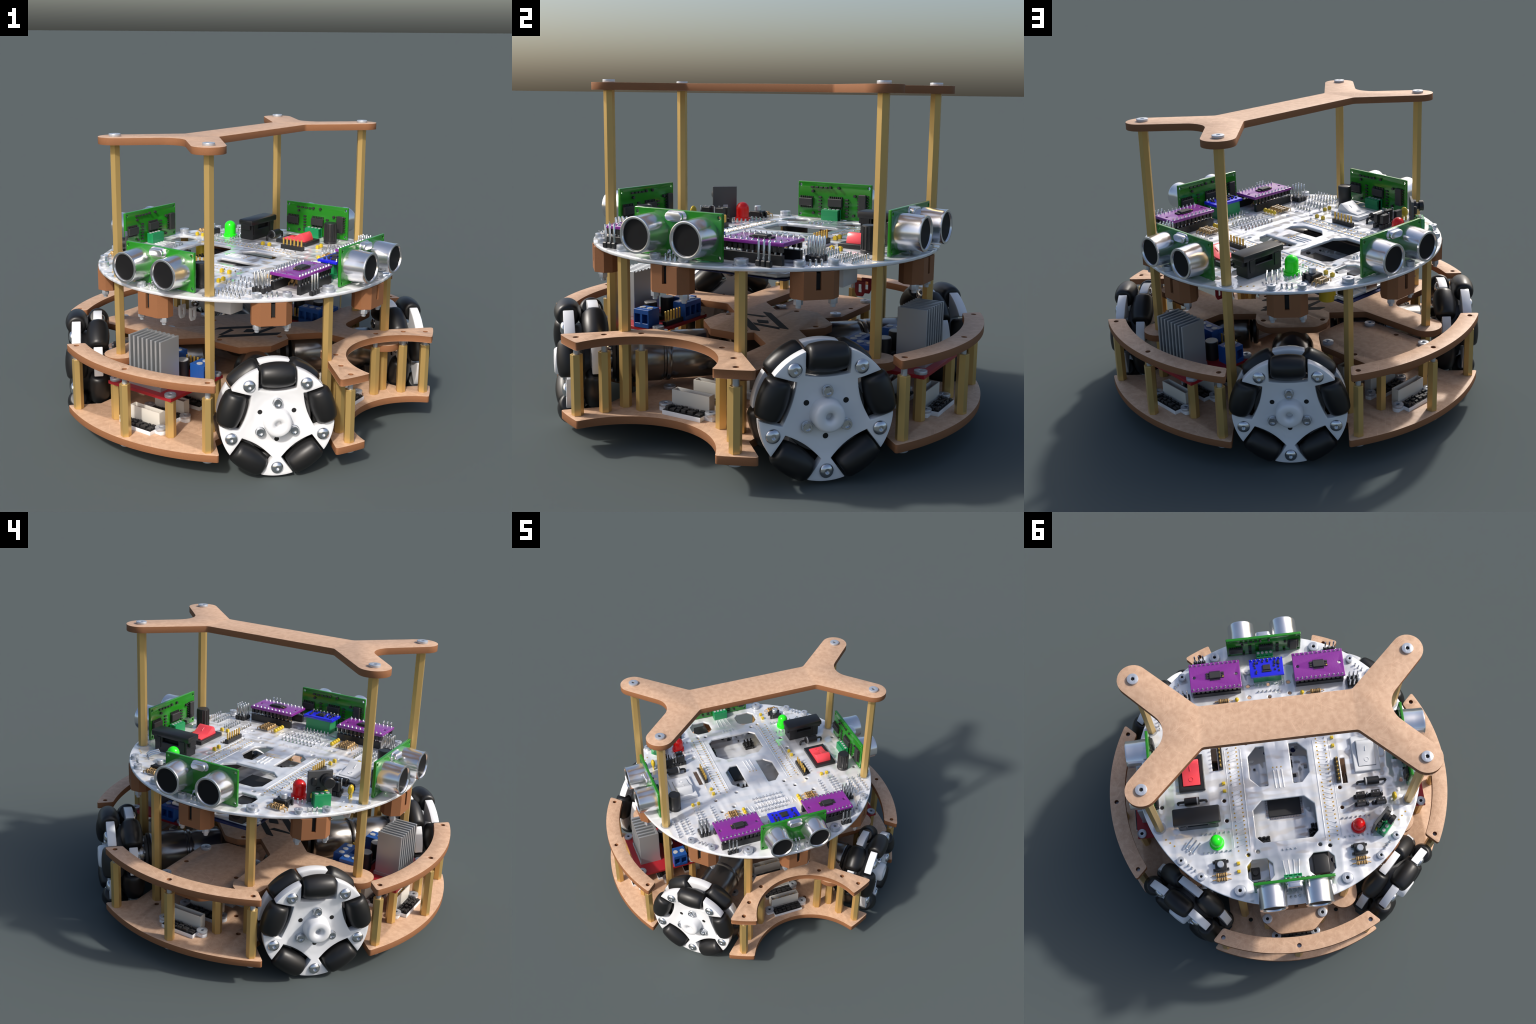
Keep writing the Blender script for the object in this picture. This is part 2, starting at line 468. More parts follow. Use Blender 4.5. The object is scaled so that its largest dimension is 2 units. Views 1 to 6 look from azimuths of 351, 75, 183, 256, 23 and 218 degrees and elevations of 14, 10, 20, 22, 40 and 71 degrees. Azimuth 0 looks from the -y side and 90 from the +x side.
# local wheel frame: z = axle (outward); x, y in wheel plane with y up
def disc_profile(R):
    """Face height of the dished disc, measured from its mid plane."""
    def step(a, b): t = max(0, min(1, (R-a)/(b-a))); return t*t*(3-2*t)
    return .003+.006*step(.108, .126)+.0145*step(.135, .215)
def spoke_disc(front):
    """Dished five-armed disc; the arms flare outward between the rollers."""
    b = B(); h = .0235; c = .056 if front else -.056; sg = 1 if front else -1
    e, neck, top, NS, ND, NR, NA = .0905, .158, .272, 8, 10, 9, 7
    vt = math.sqrt(top*top-e*e); r0 = .02
    def pt(k, u, v): a = math.radians(72*k); return Vector((u*math.cos(a)-v*math.sin(a), u*math.sin(a)+v*math.cos(a)))
    flat = bmesh.new()
    def grid(rows, wrap=False):
        V = [[flat.verts.new((p.x, p.y, 0)) for p in r] for r in rows]
        for q, r in zip(V, V[1:]):
            n = len(q)
            for m in range(n if wrap else n-1): flat.faces.new((q[m], q[(m+1) % n], r[(m+1) % n], r[m]))
    rim = []
    for k in range(5):
        # hollow under roller k, then straight neck of the arm that follows
        rim += [pt(k, e-2*e*m/ND, neck-.010*math.sin(math.pi*m/ND)) for m in range(ND)]
        p, q = pt(k, -e, neck), pt(k+1, e, neck)
        rim += [p+(q-p)*m/NS for m in range(NS)]
        tp, tq = pt(k, -e, vt), pt(k+1, e, vt)
        a0, a1 = math.atan2(tp.y, tp.x), math.atan2(tq.y, tq.x)
        da = (a1-a0) % (2*math.pi)
        rows = []
        for m in range(NA+1):
            t = m/NA; row = []
            for w in range(NS+1):
                lo = p+(q-p)*w/NS; ang = a0+da*w/NS
                row.append(lo+(Vector((math.cos(ang), math.sin(ang)))*top-lo)*t)
            rows.append(row)
        grid(rows)
    grid([[p.normalized()*(r0+(p.length-r0)*m/NR) for p in rim] for m in range(NR+1)], True)
    bmesh.ops.remove_doubles(flat, verts=flat.verts, dist=1e-5)
    bm = bmesh.new(); F = {}; G = {}
    for v in flat.verts:
        R = math.hypot(v.co.x, v.co.y)
        F[v] = bm.verts.new((v.co.x, v.co.y, c+sg*disc_profile(R))); G[v] = bm.verts.new((v.co.x, v.co.y, c-sg*h))
    for f in flat.faces:
        bm.faces.new([F[v] for v in f.verts]); bm.faces.new([G[v] for v in reversed(f.verts)])
    for ed in flat.edges:
        if len(ed.link_faces) == 1: u, v = ed.verts; bm.faces.new((F[u], F[v], G[v], G[u]))
    flat.free()
    bmesh.ops.recalc_face_normals(bm, faces=bm.faces)
    sharp = [ed for ed in bm.edges if len(ed.link_faces) == 2 and ed.calc_face_angle() > .9]
    bmesh.ops.bevel(bm, geom=sharp, offset=.0035, segments=2, affect='EDGES', profile=.5, clamp_overlap=True)
    b.add(bm, M_WHITEP)
    for a in (30, 150, 270):
        x, y = .093*math.cos(math.radians(a)), .093*math.sin(math.radians(a))
        z = c+sg*disc_profile(.093)
        b.cyl(x, y, z-.004, z+.0008, .0115, M_HOLE, 16)  # near-black disc on the face, painted dark of a bolt hole
    if front:
        b.lathe([(.070, .045), (.068, .055), (.066, .075), (.063, .108), (.0585, .117), (.051, .121), (.034, .122), (.024, .119), (.017, .112), (.0145, .10), (.0145, .085), (0, .085)], M_WHITEP, seg=36)
        for a in (90, 210, 330):
            x, y = .093*math.cos(math.radians(a)), .093*math.sin(math.radians(a))
            b.lathe([(.0215, .046), (.0215, .0705), (0, .0705)], M_STEEL, Matrix.Translation((x, y, 0)), 22)
    return b.mesh("spoke_disc", 40)
def roller_mesh():
    R = R_ROLL+R_AX; n = 14; prof = [(.014, -HALF)]
    for k in range(n+1):
        x = -HALF+2*HALF*k/n
        r = math.sqrt(R*R-x*x)-R_AX
        if k in (0, n): prof += [(r-.012, x)] if k == 0 else []
        prof.append((r-(.005 if k in (0, n) else 0), x*(.985 if k in (0, n) else 1)))
        if k == n: prof.append((r-.012, x))
    prof.append((.014, HALF))
    return B().lathe(prof, M_RUBBER, seg=28).mesh("roller", 50)
def dome_mesh():
    r, h = .0305, .0165
    prof = [(r, -.004), (r, 0)]+[(r*math.cos(t), h*math.sin(t)) for t in [math.radians(a) for a in (12, 25, 38, 50, 62, 69)]]
    prof += [(.0095, h*.9), (.0095, .004), (0, .004)]
    return B().lathe(prof, M_STEEL, seg=28).mesh("axle_screw", 40)
m_front, m_back, m_roll, m_dome = spoke_disc(True), spoke_disc(False), roller_mesh(), dome_mesh()
m_hubscrew = B().lathe([(.0235, -.004), (.0235, .001), (.0215, .001), (.0215, .012), (.019, .016), (.0125, .016), (.0105, .006), (0, .006)], M_STEEL, seg=24).mesh("hub_screw", 40)
m_core = B().lathe([(0, -.034), (.165, -.034), (.168, -.03), (.168, .03), (.165, .034), (0, .034)], M_GREYP, seg=40).mesh("wheel_core")
m_coupl = B().lathe([(0, -.145), (.05, -.145), (.05, -.13), (.062, -.128), (.062, -.11), (.05, -.108), (.05, -.076), (0, -.076)], M_STEEL, seg=28).mesh("shaft_coupling")
FW = Matrix(((0, 0, 1, 0), (-1, 0, 0, 0), (0, 1, 0, 0), (0, 0, 0, 1)))   # local z -> outward, y -> up
FW = Matrix(((0, 0, 1, 0), (1, 0, 0, 0), (0, 1, 0, 0), (0, 0, 0, 1)))
for d in (-45, 45, 135, -135):
    w = obj("omni_wheel", m_core, root, M=quad(d, .878, 0, .287) @ FW)
    obj("spoke_disc", m_front, w); obj("spoke_disc", m_back, w, M=Matrix.Rotation(math.radians(36), 4, 'Z'))
    obj("shaft_coupling", m_coupl, w)
    for row, c, a0 in ((0, .056, 0), (1, -.056, 36)):
        for k in range(5):
            Rk = Matrix.Rotation(math.radians(a0+72*k), 4, 'Z')
            obj("roller", m_roll, w, M=Rk @ Matrix.Translation((0, R_AX, c)) @ Matrix.Rotation(math.radians(90), 4, 'Y'))
            if row == 0: T = Matrix.Translation((0, .2288, .056+.0235))
            else: T = Matrix.Translation((0, .2288, -.056-.0235)) @ Matrix.Rotation(math.pi, 4, 'Y')
            obj("axle_screw", m_dome, w, M=Matrix.Rotation(math.radians(a0+36+72*k), 4, 'Z') @ T)
    for a in (90, 210, 330):
        t = math.radians(a); obj("hub_screw", m_hubscrew, w, (.093*math.cos(t), .093*math.sin(t), .0705))

# ------------------------------------------------------------------ gear motors
b = B().lathe([(0, .225), (.045, .225), (.05, .235), (.095, .24), (.108, .248), (.113, .262), (.114, .455), (.109, .462), (.109, .472),
               (.119, .476), (.1205, .484), (.119, .494), (.112, .498), (.112, .506), (.118, .511), (.119, .52), (.119, .70), (.116, .707), (0, .707)], M_MOTOR, seg=44)
b.cyl(0, 0, .706, .725, .114, M_BLACK, 40, .003)
b.cyl(0, 0, .724, .742, .10, M_GREYP, 32, .003)
for k in range(6):
    t = math.radians(60*k+30); b.cyl(.082*math.cos(t), .082*math.sin(t), .724, .752, .013, M_ZINC, 12, .002)
b.cyl(0, 0, .72, .80, .022, M_STEEL, 16)
b.cyl(0, 0, .205, .227, .085, M_BLACK, 28, .004)
m_motor = b.mesh("gear_motor", 40)
for d in (-45, 45, 135, -135): obj("gear_motor", m_motor, root, M=quad(d, 0, 0, .287) @ FW)
b = B().plate([(0, .118), (.02, .12), (.02, -.12), (0, -.12)], 0, .0, M_BLACK) if False else B()
b.box(.655, .69, -.118, .118, .147, .22, M_BLACK, .004)
m_brk = b.mesh("motor_bracket")
for d in (-45, 45, 135, -135): obj("motor_bracket", m_brk, root, M=RZ(d))

# ------------------------------------------------------------------ line sensor boards on the bottom deck
def sensor_board():
    """Local frame: origin between the two screw ears on the deck, x outward."""
    rnd = random.Random(3); b = B()
    out = [(.054, .098), (.012, .098), (.012, .106)]+arc(0, .119, .026, -20+50, 270, 12)
    ear = arc(0, .119, .0275, 40, 270, 14)
    top = [(.054, .098), (.02, .098)]+ear+[(-.062, .092)]
    prof = top+[(x, -y) for x, y in reversed(top)]
    b.plate(prof, 0, .02, M_WHITEP, bevel=.0008)
    b.box(-.012, .0525, -.0965, .0965, .0195, .0225, M_BLACK)
    rows = [(-.002, .011), (.016, .013), (.034, .012)]
    for x, w in rows:
        y = -.088
        while y < .08:
            l = rnd.uniform(.012, .03); hgt = rnd.uniform(.005, .014)
            b.box(x, x+w, y, min(y+l, .092), .022, .0225+hgt, M_BLACKG, .001); y += l+rnd.uniform(.004, .012)
    me = b.mesh("line_sensor")
    c = B()
    c.plate(rect(-.058, -.016, -.097, .097), .0195, .092, M_CREAM, holes=[rect(-.053, -.021, -.092, .092)], bevel=.0008)
    c.box(-.0545, -.0195, -.0935, .0935, .0195, .03, M_CREAM)
    for k in range(6): c.box(-.041, -.035, -.07+k*.028-.003, -.07+k*.028+.003, .03, .075, M_GOLD)
    return me, c.mesh("socket_connector")
m_line, m_sock = sensor_board()
SENS = {0: (.648, .486, .322), 90: (.865, .682, .49), -90: (.865, .682, .49), 180: (.865, .682, .49)}
for d, rs in SENS.items():
    for r in rs:
        o = obj("line_sensor", m_line, root, M=quad(d, r, 0, .1472))
        obj("socket_connector", m_sock, o)
        for s in (1, -1): obj("cap_screw", s_med, o, (0, s*.119, .0198))

# ------------------------------------------------------------------ motor drivers
def terminal(n, pitch=.047, depth=.088, h=.092):
    """Screw terminal; x = opening direction at x=0, body toward -x, centred on y."""
    w = n*pitch; b = B()
    ch = [rect(-depth*.55, 0, 0, 0)]
    b.box(-depth, -.03, -w/2, w/2, 0, h, M_TBLUE, .0015)
    # open front: walls around each wire entry
    b.box(-.031, 0, -w/2, w/2, 0, .022, M_TBLUE, .001); b.box(-.031, 0, -w/2, w/2, h*.74, h-.0005, M_TBLUE, .001)
    for k in range(n+1):
        y = -w/2+k*pitch; y0, y1 = max(-w/2, y-.006), min(w/2, y+.006)
        b.box(-.031, 0, y0, y1, .021, h*.745, M_TBLUE)
    for k in range(n):
        y = -w/2+(k+.5)*pitch
        b.cyl(-depth*.5, y, h-.002, h+.003, .0155, M_CAN, 18)
    return b.mesh("screw_terminal")
m_t2, m_t3 = terminal(2, .046), terminal(3, .047, .076, .094)
m_drvpcb = B().box(.485, .888, -.206, .206, .336, .352, M_RED, .001).mesh("motor_driver")
b = B(); b.box(.708, .852, -.1, .11, .3515, .372, M_HEAT, .001)
for k in range(8):
    y = -.092+k*.0283; b.box(.714, .848, y-.0055, y+.0055, .371, .605, M_HEAT, .001)
b.box(.713, .728, -.094, .11, .371, .6, M_HEAT, .001)
m_fins = b.mesh("heatsink")
m_ecap = B().cyl(0, 0, 0, .1, .034, M_BLACK, 28, .003).cyl(0, 0, .0995, .1025, .0315, M_CAN, 28).mesh("smoothing_capacitor")
b = B(); b.box(.502, .528, -.018, .125, .3515, .374, M_BLACK, .001)
for k in range(6):
    y = -.006+k*.024; b.box(.511, .519, y-.004, y+.004, .373, .425, M_GOLD, .001)
m_6pin = b.mesh("pin_header")
for d in (-90, 90):
    o = obj("motor_driver", m_drvpcb, root, M=RZ(d))
    obj("heatsink", m_fins, o); obj("pin_header", m_6pin, o)
    for t in (.07, -.07): obj("smoothing_capacitor", m_ecap, o, (.643, t, .3515))
    obj("screw_terminal", m_t2, o, M=Matrix.Translation((.596, .208, .3515)) @ RZ(90))
    obj("screw_terminal", m_t2, o, M=Matrix.Translation((.596, -.208, .3515)) @ RZ(-90))
    obj("screw_terminal", m_t3, o, M=Matrix.Translation((.492, -.092, .3515)) @ RZ(180))
    b = B().box(.60, .66, -.03, .03, .3515, .37, M_BLACKG, .002)
    obj("driver_chip", b.mesh("driver_chip"), o)
    for r in (.861, .511):
        for t in (.18, -.18):
            obj("cap_screw", s_med, o, (r, t, .3522))
            obj("driver_standoff", m_drv, o, (r, t, .147))

# ------------------------------------------------------------------ the round circuit board
small = [(-.178, s*.329) for s in (1, -1)]+[(-.296, s*.326) for s in (1, -1)]+[(-.493, s*.174) for s in (1, -1)] \
    + [(-.505, s*.228) for s in (1, -1)]+[(-.176, s*.68) for s in (1, -1)]+[(.18, s*.327) for s in (1, -1)] \
    + [(.15, s*.172) for s in (1, -1)]+[(.215, .225), (.277, -.235)]+[(.297, s*.324) for s in (1, -1)] \
    + [(.178, s*.68) for s in (1, -1)]+[(.504, 0), (.423, 0)]+[(.504, s*.12) for s in (1, -1)]+[(.433, s*.12) for s in (1, -1)]
cut = []
for s in (1, -1):
    cut.append(fillet([(.12, s*.072), (.12, s*.121), (.067, s*.169), (-.067, s*.169), (-.12, s*.121), (-.12, s*.072)], .004, 3))
    cut.append(fillet([(-.537, s*.13), (-.537, s*.212), (-.568, s*.242), (-.636, s*.242), (-.668, s*.212), (-.668, s*.13), (-.636, s*.1), (-.568, s*.1)], .006, 3))
cut.append(fillet([(-.203, .12), (-.253, .173), (-.412, .173), (-.445, .14), (-.445, -.14), (-.412, -.173), (-.253, -.173), (-.203, -.12)], .004, 3))
cut.append(rect(-.156, -.006, -.378, -.351)); cut.append(rect(.006, .14, .343, .376))
b = B().plate(circle(0, 0, .81, 128), *Z_PCB, M_PCBW, bevel=.006, bres=3, holes=cut+[circle(x, y, .011, 14) for x, y in small])
pcb = obj("circuit_board", b.mesh("circuit_board", 40), root)
m_ring = B().lathe([(.024, 0), (.036, 0), (.036, .0022), (.024, .0022)], M_ZINC, seg=28, closed=True).mesh("mounting_ring")
TOP = .837
for p in DECK_POSTS:
    obj("mounting_ring", m_ring, pcb, (*p, TOP-.0005))
    if p not in BRACE_POSTS: obj("cap_screw", s_big, pcb, (*p, TOP+.0005))
# solder pads and plated holes: small stuff
b = B()
for s in (1, -1):
    for k in range(26):
        f = .128-.0242*k
        if k in (10,): continue
        for l in (.231, .279): b.cyl(f, s*l, TOP-.002, TOP+.0012, .0048, M_GOLD, 8)
for k in range(2):
    for l in (.034, .011, -.013): b.cyl(-.016-.024*k, l, TOP-.002, TOP+.0012, .0045, M_GOLD, 8)
for s in (1, -1):
    for dx in (0, .021, .042): b.cyl(-.365-dx, s*(.673-dx*1.05), TOP-.002, TOP+.0012, .005, M_GOLD, 8)
obj("plated_hole", b.mesh("plated_hole"), pcb, kind="stuff")
b = B()
def pin(f, l, h=.024, r=.0042): b.lathe([(r*1.6, TOP-.001), (r*1.5, TOP+.004), (r, TOP+.009), (r, TOP+h-.002), (r*.6, TOP+h), (0, TOP+h)], M_STEEL, Matrix.Translation((f, l, 0)), 7)
for s in (1, -1):
    for l, f0, n in ((.575, .292, 7), (.655, .292, 7), (.49, .235, 6), (.385, .245, 6), (.46, .237, 6), (.61, .30, 6)):
        for k in range(n): pin(f0+.0242*k, s*l)
    for f in (-.361, -.469):
        for k in range(7): pin(f, s*(.319+.0252*k), .016)
    for k in range(26):
        if k % 3 == 0: pin(.128-.0242*k, s*.279, .009, .003)
for f, n in ((.39, 8), (.355, 10), (.30, 9), (.262, 9), (.458, 6), (.546, 6)):
    for k in range(n): pin(f, (k-(n-1)/2)*.0242, .017)
for d in (45, -45, 135, -135, 0, 90, 180, -90):
    for t in (-.024, 0, .024):
        v = RZ(d) @ Vector((.768, t, 0)); pin(v.x, v.y, .026, .005)
for k in range(4): pin(-.5, (k-1.5)*.024, .012)
obj("solder_pin", b.mesh("solder_pin"), pcb, kind="stuff")
# thin white rods in short streaks between the pin rows
b = B(); rnd = random.Random(11)
for s in (1, -1):
    for k in range(24):
        f = .12-.0242*k+rnd.uniform(-.003, .003)
        b.tube([(f, s*.236, TOP+.0005), (f-rnd.uniform(.0, .02), s*.274, TOP+.0005)], rnd.uniform(.002, .0035), M_PCBW, 6)
for k in range(15):
    l = (k-7)*.0242
    b.tube([(.375, l, TOP+.0005), (.315, l+rnd.uniform(-.012, .012), TOP+.0005)], .0035, M_PCBW, 6)
for k in range(4):
    l = (k-1.5)*.024
    b.tube([(-.645, l, TOP), (-.56, l*1.25, TOP+.0005)], .004, M_PCBW, 6)
for k in range(3):
    l = .034-k*.0235
    b.tube([(-.03, l, TOP+.0005), (-.14, l-.004, TOP)], .0045, M_PCBW, 6)
for s in (1, -1):
    for l0 in (.355,):
        b.tube([(.12, s*.30, TOP), (-.46, s*.30, TOP)], .0022, M_PCBW, 6)
        b.tube([(.12, s*.21, TOP), (-.46, s*.21, TOP)], .0035, M_PCBW, 6)
obj("pale_streak", b.mesh("pale_streak"), pcb, kind="stuff")

# brown blocks with infrared receivers under the rim
blk = [(.812, .062), (.774, .097), (.736, .097), (.698, .062), (.698, -.062), (.736, -.097), (.774, -.097), (.812, -.062)]
# octagonal block with a slot open at the top, cut by a boolean
b = B(); b.plate(blk, .707, .8195, M_EDGE, bevel=.0006)
c_me = B().box(.66, .85, -.0108, .0108, .745, .9, M_EDGE).mesh("slot_cutter", 0)
b_o = bpy.data.objects.new("sensor_block", b.mesh("sensor_block", 0)); COL.objects.link(b_o)
c_o = bpy.data.objects.new("slot_cutter", c_me); COL.objects.link(c_o)
mod = b_o.modifiers.new("slot", 'BOOLEAN'); mod.object = c_o; mod.operation = 'DIFFERENCE'; mod.solver = 'EXACT'
m_blk = bpy.data.meshes.new_from_object(b_o.evaluated_get(bpy.context.evaluated_depsgraph_get()))
m_blk.name = "sensor_block"
m_blk.shade_flat()
bpy.data.objects.remove(b_o); bpy.data.objects.remove(c_o)
b = B().lathe([(0, 0), (.022, 0), (.022, .02), (.016, .04), (0, .044)], M_BLACK, Matrix.Translation((.752, 0, .776)) @ AX, 20).box(.70, .798, -.0104, .0104, .747, .812, M_HOLE)  # black box fills the slot so that it looks dark all over
m_eye = b.mesh("infrared_diode")
m_nut = B().plate(ngon(0, 0, .019, 6, .3), -.024, .001, M_ZINC, bevel=.0015).cyl(0, 0, -.038, -.02, .0112, M_ZINC, 14, .0015).mesh("nut")
for d in range(0, 360, 45):
    o = obj("sensor_block", m_blk, pcb, M=RZ(d)); obj("infrared_diode", m_eye, o)
    for t in (.072, -.072):
        obj("nut", m_nut, o, (.775, t, .707)); obj("cap_screw", s_sml, o, (.775, t, TOP+.0005))

# ultrasonic distance sensors
def sonar():
    """Local frame: x outward, y along the board, z up from the circuit board top."""
    W = Matrix(((0, 0, 1, 0), (1, 0, 0, 0), (0, 1, 0, 0), (0, 0, 0, 1)))
    hs = [circle(x, y, .0075, 12) for x in (-.203, .203) for y in (.02, .18)]
    b = B().plate(fillet(rect(-.218, .218, .003, .199), .004, 3), .706, .722, M_GREEN, holes=hs, bevel=.003, M=W, bres=2)
    pc = b.mesh("distance_sensor")
    b = B().lathe([(.080, 0), (.0795, .03), (.077, .06), (.076, .108), (.077, .114), (.076, .119), (.072, .1205), (.066, .119), (.0625, .114), (.0615, .108), (0, .108)], M_SHINE, seg=44)
    can = b.mesh("transducer_can", 40)
    scr = B().lathe([(0, .1115), (.0612, .1115), (.0612, .107), (0, .107)], M_SCREEN, seg=36).mesh("transducer_mesh", 0)
    k = B().plate(fillet(rect(-.042, .042, -.0185, .0185), .018, 6), 0, .03, M_SHINE, bevel=.005, bres=2).plate(fillet(rect(-.05, .05, -.023, .023), .022, 6), -.001, .005, M_SHINE).mesh("crystal", 40)
    c = B(); rnd = random.Random(5)
    def ic(x, y, w, h, vert):
        c.box(-.019, 0, x-w/2, x+w/2, y-h/2, y+h/2, M_BLACKG, .003)
        n = 7
        for q in range(n):
            u = (q-(n-1)/2)/n
            if vert:
                for sgn in (1, -1): c.box(-.008, 0, x+sgn*(w/2+.005)-.006, x+sgn*(w/2+.005)+.006, y+u*h-.003, y+u*h+.003, M_BLACKG)
            else:
                for sgn in (1, -1): c.box(-.008, 0, x+u*w-.003, x+u*w+.003, y+sgn*(h/2+.005)-.006, y+sgn*(h/2+.005)+.006, M_BLACKG)
    ic(.165, .088, .082, .042, False); ic(-.012, .092, .084, .044, False); ic(-.172, .095, .042, .10, True)
    for q in range(6):
        c.box(-.009, 0, .072, .09, .118-q*.018-.004, .118-q*.018+.004, M_BLACKG, .001)
        c.box(-.009, 0, -.088, -.07, .112-q*.018-.004, .112-q*.018+.004, M_BLACKG, .001)
    for q in range(4): c.box(-.009, 0, .13-q*.028-.009, .13-q*.028+.009, .166, .175, M_BLACKG, .001)
    for x, y in ((.02, .173), (-.03, .173), (.125, .148), (-.125, .135), (.12, .03), (-.12, .03)):
        c.cyl(x, y, 0, .012, .0075, M_BLACKG, 10, M=Matrix(((0, 0, -1, 0), (1, 0, 0, 0), (0, 1, 0, 0), (0, 0, 0, 1))))
    chips = c.mesh("sensor_chips")
    p = B()
    for q in range(4):
        y = (q-1.5)*.0245
        p.lathe([(.010, 0), (.009, .006), (.005, .009), (0, .01)], M_STEEL, Matrix.Translation((.7215, y, .026)) @ AX, 12)
        p.tube([(.73, y, .026), (.735, y, .02), (.735, y, 0)], .0045, M_STEEL, 8)
    pins = p.mesh("header_pins")
    return pc, can, scr, k, chips, pins
m_son, m_can, m_scr, m_xtal, m_chips, m_hp = sonar()
m_term4 = None
def green_terminal(n):
    w = n*.0245; b = B()
    b.box(-.02, .014, -w/2, w/2, 0, .058, M_TERMG, .0012)
    b.box(-.03, .001, -w/2, w/2, 0, .024, M_TERMG, .0012); b.box(-.03, -.024, -w/2, w/2, .023, .056, M_TERMG, .001)
    for k in range(n+1):
        y = max(-w/2, -w/2+k*.0245-.003); b.box(-.029, .0, y, min(w/2, y+.006), .02, .0555, M_TERMG)
    for k in range(n): b.cyl(-.002, -w/2+(k+.5)*.0245, .056, .0605, .0082, M_CAN, 14)
    return b.mesh("terminal_block")
m_g4, m_g3, m_g8 = green_terminal(4), green_terminal(3), None
for d in (0, 90, 180, -90):
    o = obj("distance_sensor", m_son, pcb, M=quad(d, 0, 0, TOP))
    for t in (.124, -.124):
        c = obj("transducer_can", m_can, o, M=Matrix.Translation((.7215, t, .1)) @ AX)
        obj("transducer_mesh", m_scr, o, M=Matrix.Translation((.7215, t, .1)) @ AX)
    obj("crystal", m_xtal, o, M=Matrix.Translation((.7215, 0, .174)) @ Matrix(((0, 0, 1, 0), (1, 0, 0, 0), (0, 1, 0, 0), (0, 0, 0, 1))))
    obj("sensor_chips", m_chips, o, (.7065, 0, 0)); obj("header_pins", m_hp, o)
    obj("terminal_block", m_g4, o, (.682, 0, 0))

# purple motor control modules on black sockets
def purple():
    b = B().plate(fillet(rect(.465, .638, -.148, .148), .003, 2), .076, .092, M_PURPLE, bevel=.003, bres=2,
                  holes=[circle(.552, s*.122, .009, 14) for s in (1, -1)])
    pc = b.mesh("driver_module")
    b = B()
    for f in (.476, .627):
        b.box(f-.011, f+.011, -.14, .14, 0, .042, M_BLACK, .001)
    so = b.mesh("module_socket")
    b = B()
    for f in (.476, .627):
        for k in range(11):
            y = (k-5)*.0262
            b.lathe([(.004, .04), (.004, .08), (.007, .091), (.0055, .095), (.003, .098), (.0025, .105), (0, .106)], M_STEEL, Matrix.Translation((f, y, 0)), 8)
            b.box(f-.008, f+.008, y-.008, y+.008, .052, .0765, M_BLACK)
    pn = b.mesh("module_pins")
    b = B()
    b.box(.532, .572, -.034, .034, .0915, .106, M_BLACKG, .003)
    for s in (1, -1):
        for q in range(3): b.box(.535+q*.013, .545+q*.013, s*.044-.008, s*.044+.008, .0915, .099, M_BLACKG, .001)
    b.box(.537, .544, -.05, -.042, .099, .1, M_GOLD)
    for q in range(9):
        for f in (.5275, .5765): b.box(f-.005, f+.005, (q-4)*.007-.0015, (q-4)*.007+.0015, .0915, .096, M_BLACKG)
    return pc, so, pn, b.mesh("module_chip")
mp = purple()
for s in (1, -1):
    o = obj("driver_module", mp[0], pcb, (0, s*.302, TOP))
    for n, m in (("module_socket", mp[1]), ("module_pins", mp[2]), ("module_chip", mp[3])):
        x = obj(n, m, o, kind="stuff" if n == "module_pins" else None)
# blue module on a green socket
b = B().plate(fillet(rect(.513, .626, -.098, .098), .002, 2), .078, .094, M_BLUE, bevel=.002)
blue = obj("gyro_module", b.mesh("gyro_module"), pcb, (0, 0, TOP))
b = B().box(.55, .582, -.022, .022, .0935, .104, M_BLACKG, .002).box(.538, .548, -.028, .028, .0935, .101, M_BLACKG, .002)
rnd = random.Random(2)
for x, y in ((.6, .066), (.6, .05), (.585, .07), (.57, .066), (.545, .06), (.535, .062), (.6, -.05), (.59, -.066), (.575, -.046), (.565, -.07), (.55, -.05), (.54, -.072), (.606, .02), (.606, -.01), (.59, -.05)):
    b.box(x-.006, x+.006, y-.004, y+.004, .0935, .1+rnd.uniform(0, .004), M_BLACKG, .001)
b.box(.578, .606, -.078, -.066, .0935, .103, M_BLACKG, .002)
obj("module_chip", b.mesh("module_chip"), blue)
b = B()
for k in range(8):
    y = (k-3.5)*.0235; b.lathe([(.006, .09), (.006, .097), (.003, .106), (0, .107)], M_STEEL, Matrix.Translation((.617, y, 0)), 8)
    b.lathe([(.005, 0), (.004, .006), (.0035, .02), (0, .021)], M_STEEL, Matrix.Translation((.502, y, 0)), 8)
obj("module_pins", b.mesh("module_pins"), blue, kind="stuff")
b = B().box(.52, .60, -.082, .082, 0, .0785, M_TERMG, .002).box(.6, .612, -.09, .09, .0, .02, M_TERMG, .001)
obj("module_socket", b.mesh("module_socket"), blue)

# pin headers
def header(nx, ny, h=.102, mat=M_STEEL, base=.026):
    b = B(); p = .0242
    for i in range(nx):
        for j in range(ny):
            x, y = (i-(nx-1)/2)*p, (j-(ny-1)/2)*p
            b.box(x-p/2+.001, x+p/2-.001, y-p/2+.001, y+p/2-.001, 0, base, M_BLACK, .004)
            b.lathe([(.0048, base-.002), (.0048, h-.003), (.003, h), (0, h)], mat, Matrix.Translation((x, y, 0)), 8)
    return b.mesh("pin_header")
h33, h13 = header(3, 3), header(1, 3)
for s in (1, -1):
    obj("pin_header", h33, pcb, (.452, s*.498, TOP)); obj("pin_header", h13, pcb, (.681, s*.386, TOP))
def gold_header():
    b = B(); b.box(-.074, .074, -.0125, .0125, 0, .024, M_BLACK, .001)
    for k in range(6): b.box((k-2.5)*.0245-.004, (k-2.5)*.0245+.004, -.004, .004, .023, .062, M_GOLD, .001)
    return b.mesh("pin_header")
gh = gold_header()
obj("pin_header", gh, pcb, (-.08, -.328, TOP)); obj("pin_header", gh, pcb, (.08, .326, TOP))

